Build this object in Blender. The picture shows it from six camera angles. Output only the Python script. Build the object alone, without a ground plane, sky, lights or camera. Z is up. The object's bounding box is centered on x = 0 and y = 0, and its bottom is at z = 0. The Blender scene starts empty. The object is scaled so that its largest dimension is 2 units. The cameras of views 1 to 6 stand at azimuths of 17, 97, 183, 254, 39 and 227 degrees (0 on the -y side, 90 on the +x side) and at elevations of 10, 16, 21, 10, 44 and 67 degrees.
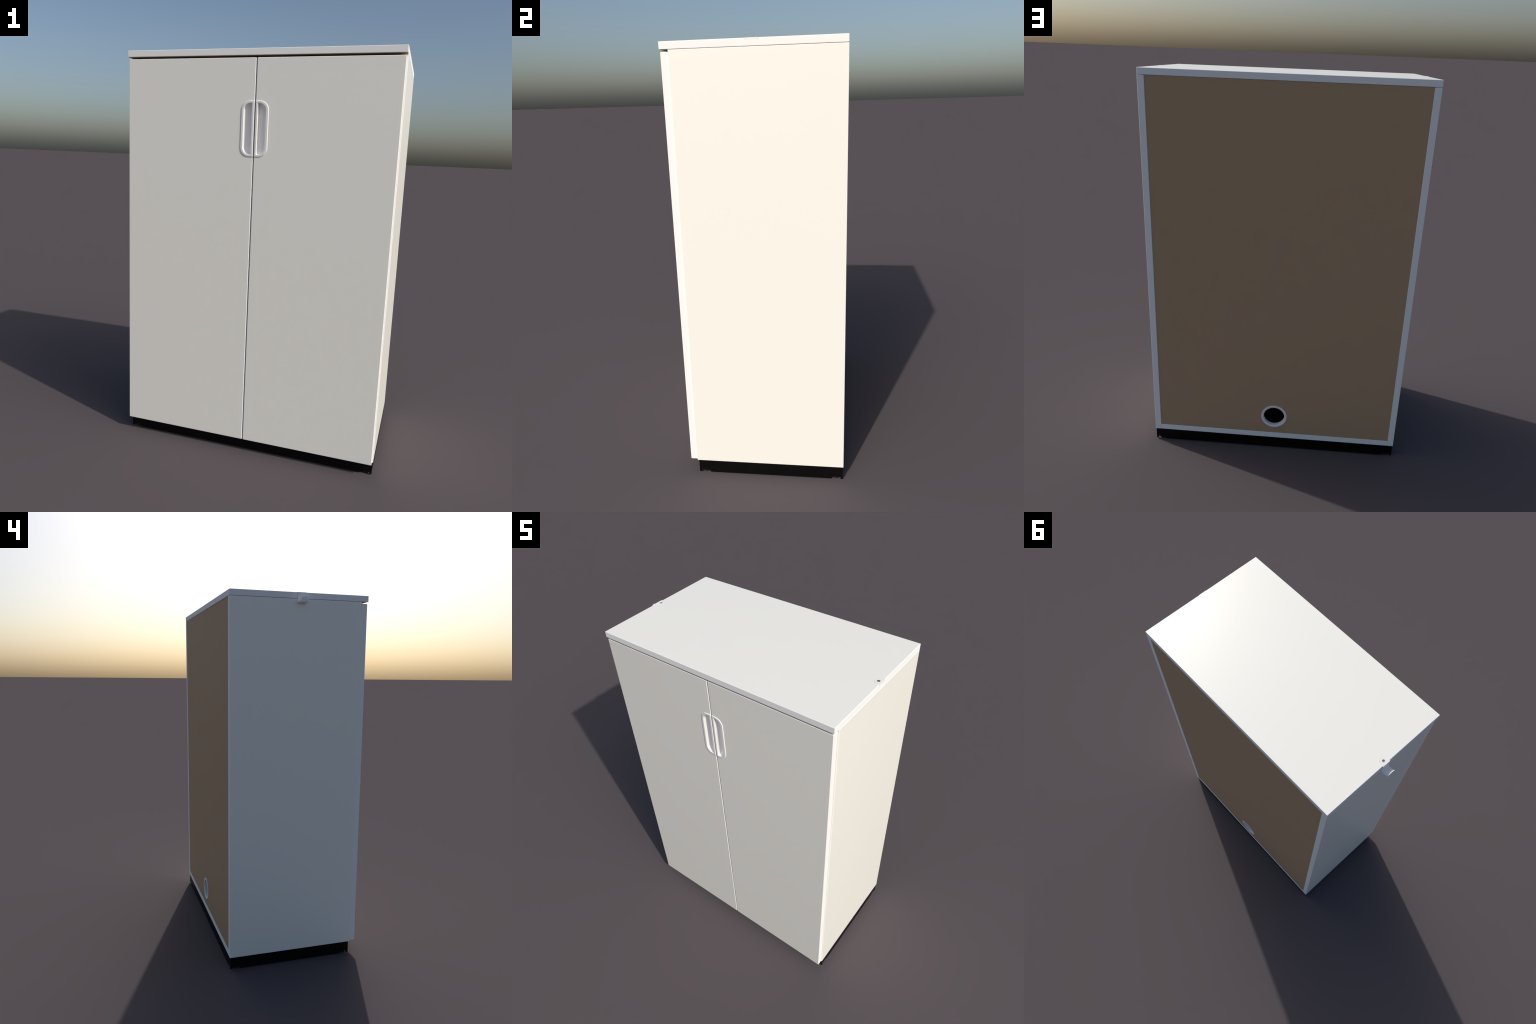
"""White two-door office storage cabinet on a black plinth.
Everything is built in metres, front towards -y, lowest point at z = 0."""
import bpy, bmesh, math
from mathutils import Vector

# ------------------------------------------------------------------ sizes
CX = 0.02275                    # cabinet axis (the hook on one side shifts it)
HW = 0.6657                     # half width of top and carcass
X0, X1 = CX - HW, CX + HW
YF, YB = -0.3751, 0.3751        # front / back of the top board
BOARD = 0.0315                  # board thickness of the carcass
Z_BASE = 0.0682                 # underside of the carcass
Z_SIDE = 1.9678                 # upper end of the side panels
Z_TOP0, Z_TOP1 = 1.9692, 1.9995 # top board
DOOR_F, DOOR_B = -0.3717, -0.3395
DOOR_Z0, DOOR_Z1 = 0.0714, 1.9597
DOOR_INSET = 0.0050             # doors are narrower than the carcass
GAP = 0.0028                    # half of the gap between the doors
SIDE_F = -0.3388                # front edge of the side panels
BACK_Y = 0.3726                 # outer face of the fibreboard back

# -------------------------------------------------------------- materials
def material(name, color, rough, spec=0.5, vary=0.012, scale=6.0, bump=0.0, metal=0.0):
    m = bpy.data.materials.new(name)
    m.use_nodes = True
    nt = m.node_tree
    b = nt.nodes["Principled BSDF"]
    tc = nt.nodes.new("ShaderNodeTexCoord")
    nz = nt.nodes.new("ShaderNodeTexNoise")
    nz.inputs["Scale"].default_value = scale
    nz.inputs["Detail"].default_value = 4.0
    nt.links.new(tc.outputs["Object"], nz.inputs["Vector"])
    ramp = nt.nodes.new("ShaderNodeValToRGB")
    ramp.color_ramp.elements[0].position = 0.3
    ramp.color_ramp.elements[1].position = 0.7
    lo = [c * (1 - vary) for c in color]
    hi = [min(1, c * (1 + vary)) for c in color]
    ramp.color_ramp.elements[0].color = (*lo, 1)
    ramp.color_ramp.elements[1].color = (*hi, 1)
    nt.links.new(nz.outputs["Fac"], ramp.inputs["Fac"])
    nt.links.new(ramp.outputs["Color"], b.inputs["Base Color"])
    b.inputs["Roughness"].default_value = rough
    b.inputs["Metallic"].default_value = metal
    b.inputs["Specular IOR Level"].default_value = spec
    if bump:
        fine = nt.nodes.new("ShaderNodeTexNoise")
        fine.inputs["Scale"].default_value = 900.0
        nt.links.new(tc.outputs["Object"], fine.inputs["Vector"])
        bp = nt.nodes.new("ShaderNodeBump")
        bp.inputs["Strength"].default_value = bump
        bp.inputs["Distance"].default_value = 0.0005
        nt.links.new(fine.outputs["Fac"], bp.inputs["Height"])
        nt.links.new(bp.outputs["Normal"], b.inputs["Normal"])
    return m

LAMINATE = material("white_laminate", (0.985, 0.974, 0.893), 0.33, vary=0.0015)
EDGE = material("white_edge_band", (0.980, 0.983, 0.955), 0.85, vary=0.0015)
PLASTIC = material("white_plastic", (0.950, 0.942, 0.925), 0.6, vary=0.0015)
BROWN = material("brown_fibreboard", (0.515, 0.348, 0.210), 0.75, 0.3, vary=0.006, scale=14)
BLACK = material("black_paint", (0.0034, 0.0028, 0.0029), 0.38, 0.2, vary=0.1)
RUBBER = material("dark_plastic", (0.012, 0.012, 0.013), 0.6, 0.3, vary=0.1)
SCREW = material("screw_metal", (0.40, 0.41, 0.42), 0.35, 0.5, vary=0.03, metal=1.0)
INSIDE = material("near_black_inner_face", (0.004, 0.004, 0.004), 0.9, 0.05, vary=0.05)

# ---------------------------------------------------------------- helpers
ROOT = bpy.data.objects.new("storage_cabinet", None)
bpy.context.scene.collection.objects.link(ROOT)
ROOT["label"] = "tall white two-door office cabinet on black plinth"
ROOT["category"] = "cabinet"

def to_object(bm, name, mats, parent=ROOT):
    bmesh.ops.recalc_face_normals(bm, faces=bm.faces)
    me = bpy.data.meshes.new(name)
    bm.to_mesh(me)
    bm.free()
    for m in mats:
        me.materials.append(m)
    ob = bpy.data.objects.new(name, me)
    bpy.context.scene.collection.objects.link(ob)
    ob.parent = parent
    return ob

def box_bm(x0, x1, y0, y1, z0, z1, bevel=0.0, segments=4):
    bm = bmesh.new()
    bmesh.ops.create_cube(bm, size=1.0)
    for v in bm.verts:
        v.co = Vector(((x0 + x1) / 2 + v.co.x * (x1 - x0),
                       (y0 + y1) / 2 + v.co.y * (y1 - y0),
                       (z0 + z1) / 2 + v.co.z * (z1 - z0)))
    if bevel:
        bmesh.ops.bevel(bm, geom=list(bm.edges), offset=bevel, segments=segments,
                        profile=0.5, affect='EDGES', clamp_overlap=True)
    return bm

def board(name, x0, x1, y0, y1, z0, z1, bevel, face_axis, parent=ROOT, mats=None):
    """A laminated board: broad faces laminate, edges and roundings edge band."""
    ob = to_object(box_bm(x0, x1, y0, y1, z0, z1, bevel), name, mats or [LAMINATE, EDGE], parent)
    dress(ob, face_axis)
    return ob

def dress(ob, face_axis, round_edges=True):
    for p in ob.data.polygons:
        n = [abs(c) for c in p.normal]
        p.material_index = 0 if n[face_axis] > 0.999 else 1
        p.use_smooth = round_edges and max(n) < 0.999

def prism(outline, axis, a, b):
    """Closed outline (u, v) extruded along axis from a to b."""
    bm = bmesh.new()
    def at(u, v, w):
        c = [u, v]
        c.insert(axis, w)
        return bm.verts.new(c)
    lo = [at(u, v, a) for u, v in outline]
    hi = [at(u, v, b) for u, v in outline]
    bm.faces.new(lo)
    bm.faces.new(hi)
    n = len(outline)
    for i in range(n):
        j = (i + 1) % n
        bm.faces.new((lo[i], lo[j], hi[j], hi[i]))
    return bm

def loft(bm, rings, close_first=False, close_last=True):
    vs = [[bm.verts.new(p) for p in r] for r in rings]
    n = len(vs[0])
    for a, b in zip(vs, vs[1:]):
        for i in range(n):
            j = (i + 1) % n
            bm.faces.new((a[i], a[j], b[j], b[i]))
    if close_first:
        bm.faces.new(vs[0])
    if close_last:
        bm.faces.new(vs[-1])

def cut(ob, cutters):
    """Subtract helper meshes from a board and bake the result."""
    for c in cutters:
        m = ob.modifiers.new("cut", 'BOOLEAN')
        m.operation = 'DIFFERENCE'
        m.solver = 'EXACT'
        m.object = c
    bpy.context.view_layer.update()
    dg = bpy.context.evaluated_depsgraph_get()
    me = bpy.data.meshes.new_from_object(ob.evaluated_get(dg))
    old = ob.data
    ob.modifiers.clear()
    ob.data = me
    me.name = ob.name
    bpy.data.meshes.remove(old)
    for c in cutters:
        d = c.data
        bpy.data.objects.remove(c)
        bpy.data.meshes.remove(d)

def smooth(ob, angle=35):
    for p in ob.data.polygons:
        p.use_smooth = True
    ob.data.set_sharp_from_angle(angle=math.radians(angle))

# ---------------------------------------------------------------- carcass
for xa, xb in ((X0, X0 + BOARD), (X1 - BOARD, X1)):
    board("side_panel", xa, xb, SIDE_F, YB - 0.0002, Z_BASE, Z_SIDE, 0.0016, 0)
IN0, IN1 = X0 + BOARD + 0.0005, X1 - BOARD - 0.0005
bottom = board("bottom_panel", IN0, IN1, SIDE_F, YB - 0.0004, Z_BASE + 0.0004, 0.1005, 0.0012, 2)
bottom.data.materials.append(INSIDE)        # near-black upper face, seen through the cable hole
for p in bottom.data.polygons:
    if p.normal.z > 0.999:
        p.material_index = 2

top = board("top_panel", X0, X1, YF, YB, Z_TOP0, Z_TOP1, 0.0020, 2)

# ------------------------------------------------------- brackets on the top
PLATE_R, PLATE_HALF, HOLE_IN, HOLE_R = 0.0186, 0.0240, 0.0160, 0.0076

def plate_outline(edge_x, inward, grow=0.0):
    """Round plate around its screw hole, flaring tangentially to the board edge."""
    cx = edge_x + inward * HOLE_IN
    r = PLATE_R + grow
    half = PLATE_HALF + grow
    d = math.hypot(HOLE_IN, half)
    # tangent from the edge corner (local: (-HOLE_IN, half)) to the circle
    start = math.atan2(half, -HOLE_IN) - math.acos(min(1, r / d))
    pts = [(edge_x, half)]
    n = 28
    for i in range(n + 1):
        a = start - 2 * start * i / n
        pts.append((cx + inward * r * math.cos(a), r * math.sin(a)))
    pts.append((edge_x, -half))
    return pts

def circle(cx, cy, r, n=32):
    return [(cx + r * math.cos(2 * math.pi * i / n), cy + r * math.sin(2 * math.pi * i / n)) for i in range(n)]

pockets = []
for ex, inw in ((X0, 1), (X1, -1)):
    o = plate_outline(ex, inw, 0.0006)
    o[0] = (ex - inw * 0.01, o[0][1])
    o[-1] = (ex - inw * 0.01, o[-1][1])
    pockets.append(to_object(prism(o, 2, 1.9935, 2.02), "pocket_cutter", []))
    pockets.append(to_object(prism(circle(ex + inw * HOLE_IN, 0, HOLE_R + 0.0004), 2, 1.980, 2.02), "hole_cutter", []))
cut(top, pockets)
dress(top, 2, False)
top.data.materials.append(BROWN)            # raw fibreboard underside
for p in top.data.polygons:
    if p.normal.z < -0.999:
        p.material_index = 2

for ex, inw in ((X0, 1), (X1, -1)):
    bracket = to_object(prism(plate_outline(ex, inw), 2, 1.9937, 2.0), "bracket", [LAMINATE])
    hole = to_object(prism(circle(ex + inw * HOLE_IN, 0, HOLE_R), 2, 1.98, 2.02), "hole_cutter", [])
    cut(bracket, [hole])
    smooth(bracket)
    # countersunk screw at the bottom of the hole
    bm = bmesh.new()
    c = Vector((ex + inw * HOLE_IN, 0, 0))
    rings = []
    for r, z in ((HOLE_R - 0.0001, 1.9810), (HOLE_R - 0.0001, 1.9994), (HOLE_R - 0.0006, 1.9990), (0.0030, 1.9988), (0.0025, 1.9975)):
        rings.append([(c.x + x, y, z) for x, y in circle(0, 0, r, 24)])
    loft(bm, rings, True, True)
    screw = to_object(bm, "screw", [SCREW], bracket)
    smooth(screw)

# hook: leg hanging over the board edge plus a bag hook with arched top
LEG_X, HOOK_END = X0 - 0.0043, -0.68845
hook_parent = [o for o in bpy.data.objects if o.name == "bracket"][0]
leg = to_object(box_bm(LEG_X, X0 - 0.0003, -PLATE_HALF, PLATE_HALF, 1.9455, 2.0, 0.0010, 2), "bracket_leg", [PLASTIC], hook_parent)
smooth(leg)

def hook_section(y):
    """J-shaped section at y: thin floor, concave inside, lip with arched top."""
    half, zc, z0, zf, e = 0.0236, 1.9528, 1.9470, 1.9512, 0.0016
    h = zc + math.sqrt(max(0.0, half * half - y * y))
    lip = HOOK_END + 2 * e
    deep = -0.6640
    pts = [(LEG_X + 0.0006, z0), (HOOK_END + e, z0)]
    for i in range(4):
        a = math.pi / 2 * i / 3
        pts.append((HOOK_END + 0.5 * e * (1 - math.sin(a)), z0 + 0.5 * e * (1 - math.cos(a))))
    for i in range(7):
        a = math.pi * i / 6
        pts.append((HOOK_END + e - e * math.cos(a), h - e + e * math.sin(a)))
    for i in range(1, 10):
        u = 1 - i / 10
        pts.append((deep + (lip - deep) * u, zf + (h - e - zf) * u ** 2.4))
    for i in range(0, 11):
        u = math.sin(math.pi / 2 * i / 10)
        pts.append((deep + (LEG_X + 0.0006 - deep) * u, zf + (1.9640 - zf) * u ** 6))
    return [(x, y, z) for x, z in pts]

bm = bmesh.new()
N = 24
loft(bm, [hook_section(0.0236 * math.sin(math.pi / 2 * (2 * i / N - 1))) for i in range(N + 1)], True, True)
hook = to_object(bm, "hook", [PLASTIC], hook_parent)
smooth(hook, 40)

# ------------------------------------------------------------ doors, handles
HZ0, HZ1 = 1.5120, 1.7690

def d_shape(s0, s1, z0, z1, r_bar, r_out, n=14):
    """Outline in (s, z): tight corners at the bar side s0, wide ones at s1."""
    pts = []
    for cs, cz, r, a0 in ((s0 + r_bar, z0 + r_bar, r_bar, 180), (s1 - r_out, z0 + r_out, r_out, 270),
                          (s1 - r_out, z1 - r_out, r_out, 0), (s0 + r_bar, z1 - r_bar, r_bar, 90)):
        for i in range(n + 1):
            a = math.radians(a0 + 90 * i / n)
            pts.append((cs + r * math.cos(a), cz + r * math.sin(a)))
    return pts

RIM_Y = -0.3746
DEPTH = 0.0255
def handle_rings():
    """(outline, y) pairs from the door face over the rim into the finger cup."""
    out = []
    def outer(i):
        return d_shape(GAP + i, 0.0668 - i, HZ0 + i, HZ1 - i, max(0.0006, 0.0015 - i), 0.0430 - i)
    out.append((outer(0.0), DOOR_F + 0.003))
    out.append((outer(0.0), DOOR_F - 0.0004))
    for k in range(1, 5):
        a = k / 4 * math.pi / 2
        out.append((outer(0.0032 * (1 - math.cos(a))), DOOR_F - 0.0004 + (RIM_Y - DOOR_F + 0.0004) * math.sin(a)))
    out.append((outer(0.0036), RIM_Y))
    def cup(side, bar, end):
        i = max(side, end)
        return d_shape(0.0128 + bar, 0.0553 - side, 1.5217 + end, 1.7593 - end, 0.0030, max(0.012, 0.0340 - i))
    out.append((cup(-0.0004, -0.0004, -0.0004), RIM_Y))
    out.append((cup(0, 0, 0), RIM_Y))
    out.append((cup(0.0003, 0.0002, 0.0003), RIM_Y + 0.0003))
    out.append((cup(0.0010, 0.0006, 0.0010), RIM_Y + 0.0010))
    for k in range(1, 11):
        a = k / 10 * math.pi / 2
        s = 1 - math.cos(a)
        out.append((cup(0.001 + 0.019 * s, 0.0006 - 0.003 * s, 0.001 + 0.014 * s), RIM_Y + 0.001 + DEPTH * math.sin(a)))
    return out

for sgn in (-1, 1):
    outer_x = (X0 + DOOR_INSET) if sgn < 0 else (X1 - DOOR_INSET)
    xa, xb = sorted((CX + sgn * GAP, outer_x))
    door = board("door", xa, xb, DOOR_F, DOOR_B, DOOR_Z0, DOOR_Z1, 0.0026, 1)
    o = d_shape(-0.01, 0.0650, HZ0 + 0.0018, HZ1 - 0.0018, 0.001, 0.0415)
    cutter = to_object(prism([(CX + sgn * s, z) for s, z in o], 1, DOOR_F - 0.02, DOOR_F + 0.0275), "pocket_cutter", [])
    cut(door, [cutter])
    dress(door, 1, False)
    bm = bmesh.new()
    loft(bm, [[(CX + sgn * s, y, z) for s, z in o] for o, y in handle_rings()], False, True)
    handle = to_object(bm, "handle", [PLASTIC], door)
    smooth(handle, 42)
    # back wall of the pull, closing the pocket towards the door gap
    back = to_object(box_bm(*sorted((CX + sgn * (GAP + 0.0003), CX + sgn * 0.0124)), DOOR_F + 0.0025, DOOR_B - 0.004,
                            HZ0 + 0.002, HZ1 - 0.002), "grip_bar", [PLASTIC], door)

# --------------------------------------------------------------- back panel
back = board("back_panel", IN0, IN1, BACK_Y - 0.006, BACK_Y, 0.1007, Z_TOP0 - 0.0008, 0.0, 1, mats=[BROWN, BROWN])
GZ, G_OUT, G_IN = 0.2070, 0.0700, 0.0572
c = to_object(prism([(x, z) for x, z in circle(CX, GZ, 0.062, 64)], 1, 0.3, 0.4), "hole_cutter", [])
cut(back, [c])
bm = bmesh.new()
rings = []
for r, y in ((0.0612, 0.3560), (0.0612, BACK_Y - 0.0005), (G_OUT, BACK_Y - 0.0005), (G_OUT, BACK_Y + 0.0010),
             (G_OUT - 0.0010, BACK_Y + 0.0019), (G_IN + 0.0012, BACK_Y + 0.0019), (G_IN + 0.0003, BACK_Y + 0.0014),
             (G_IN, BACK_Y + 0.0005), (G_IN, 0.3535), (0.0612, 0.3535), (0.0612, 0.3560)):
    rings.append([(CX + x, y, GZ + z) for x, z in circle(0, 0, r, 72)])
loft(bm, rings, False, False)
bmesh.ops.remove_doubles(bm, verts=bm.verts, dist=1e-6)
grommet = to_object(bm, "cable_grommet", [PLASTIC])
smooth(grommet)


# ------------------------------------------------------------ black plinth
PX0, PX1, PY0, PY1 = X0 + 0.0026, X1 - 0.0026, -0.3312, 0.3713
PZ0, PZ1 = 0.0028, Z_BASE - 0.0004
THICK, ARM = 0.0100, 0.1170
plinth = bpy.data.objects.new("plinth", None)
bpy.context.scene.collection.objects.link(plinth)
plinth.parent = ROOT

def notched_arm(first):
    """Side view of one arm of a corner leg: a cut-out shows the levelling foot."""
    lo, hi, nz = 0.0100, 0.0545, 0.0165
    if first:
        return [(0, PZ0), (lo, PZ0), (lo + 0.001, nz), (hi - 0.002, nz), (hi, PZ0), (ARM, PZ0), (ARM, PZ1), (0, PZ1)]
    return [(lo, nz), (hi - 0.002, nz), (hi, PZ0), (ARM, PZ0), (ARM, PZ1), (lo, PZ1)]

for sx, px in ((1, PX0), (-1, PX1)):
    for sy, py in ((1, PY0), (-1, PY1)):
        bm = prism([(px + sx * t, z) for t, z in notched_arm(True)], 1, py, py + sy * THICK)
        b2 = prism([(py + sy * t, z) for t, z in notched_arm(False)], 0, px, px + sx * THICK)
        tmp = bpy.data.meshes.new("arm")
        b2.to_mesh(tmp)
        b2.free()
        bm.from_mesh(tmp)
        bpy.data.meshes.remove(tmp)
        to_object(bm, "corner_leg", [BLACK], plinth)
        # levelling foot: a shallow dome on a short stem
        fx, fy = px + sx * 0.031, py + sy * 0.031
        bm = bmesh.new()
        prof = ((0.0070, 0.0660), (0.0070, 0.0170), (0.0226, 0.0160), (0.0240, 0.0148), (0.0240, 0.0030),
                (0.0234, 0.0010), (0.0220, 0.0))
        loft(bm, [[(fx + x, fy + y, z) for x, y in circle(0, 0, r, 28)] for r, z in prof], True, True)
        smooth(to_object(bm, "levelling_foot", [RUBBER], plinth))

S = 0.0004
for py, sy in ((PY0, 1), (PY1, -1)):
    ya, yb = sorted((py, py + sy * THICK))
    to_object(box_bm(PX0 + ARM + S, PX1 - ARM - S, ya, yb, PZ0, PZ1), "plinth_rail", [BLACK], plinth)
for px, sx in ((PX0, 1), (PX1, -1)):
    xa, xb = sorted((px, px + sx * THICK))
    to_object(box_bm(xa, xb, PY0 + ARM + S, PY1 - ARM - S, PZ0, PZ1), "plinth_rail", [BLACK], plinth)
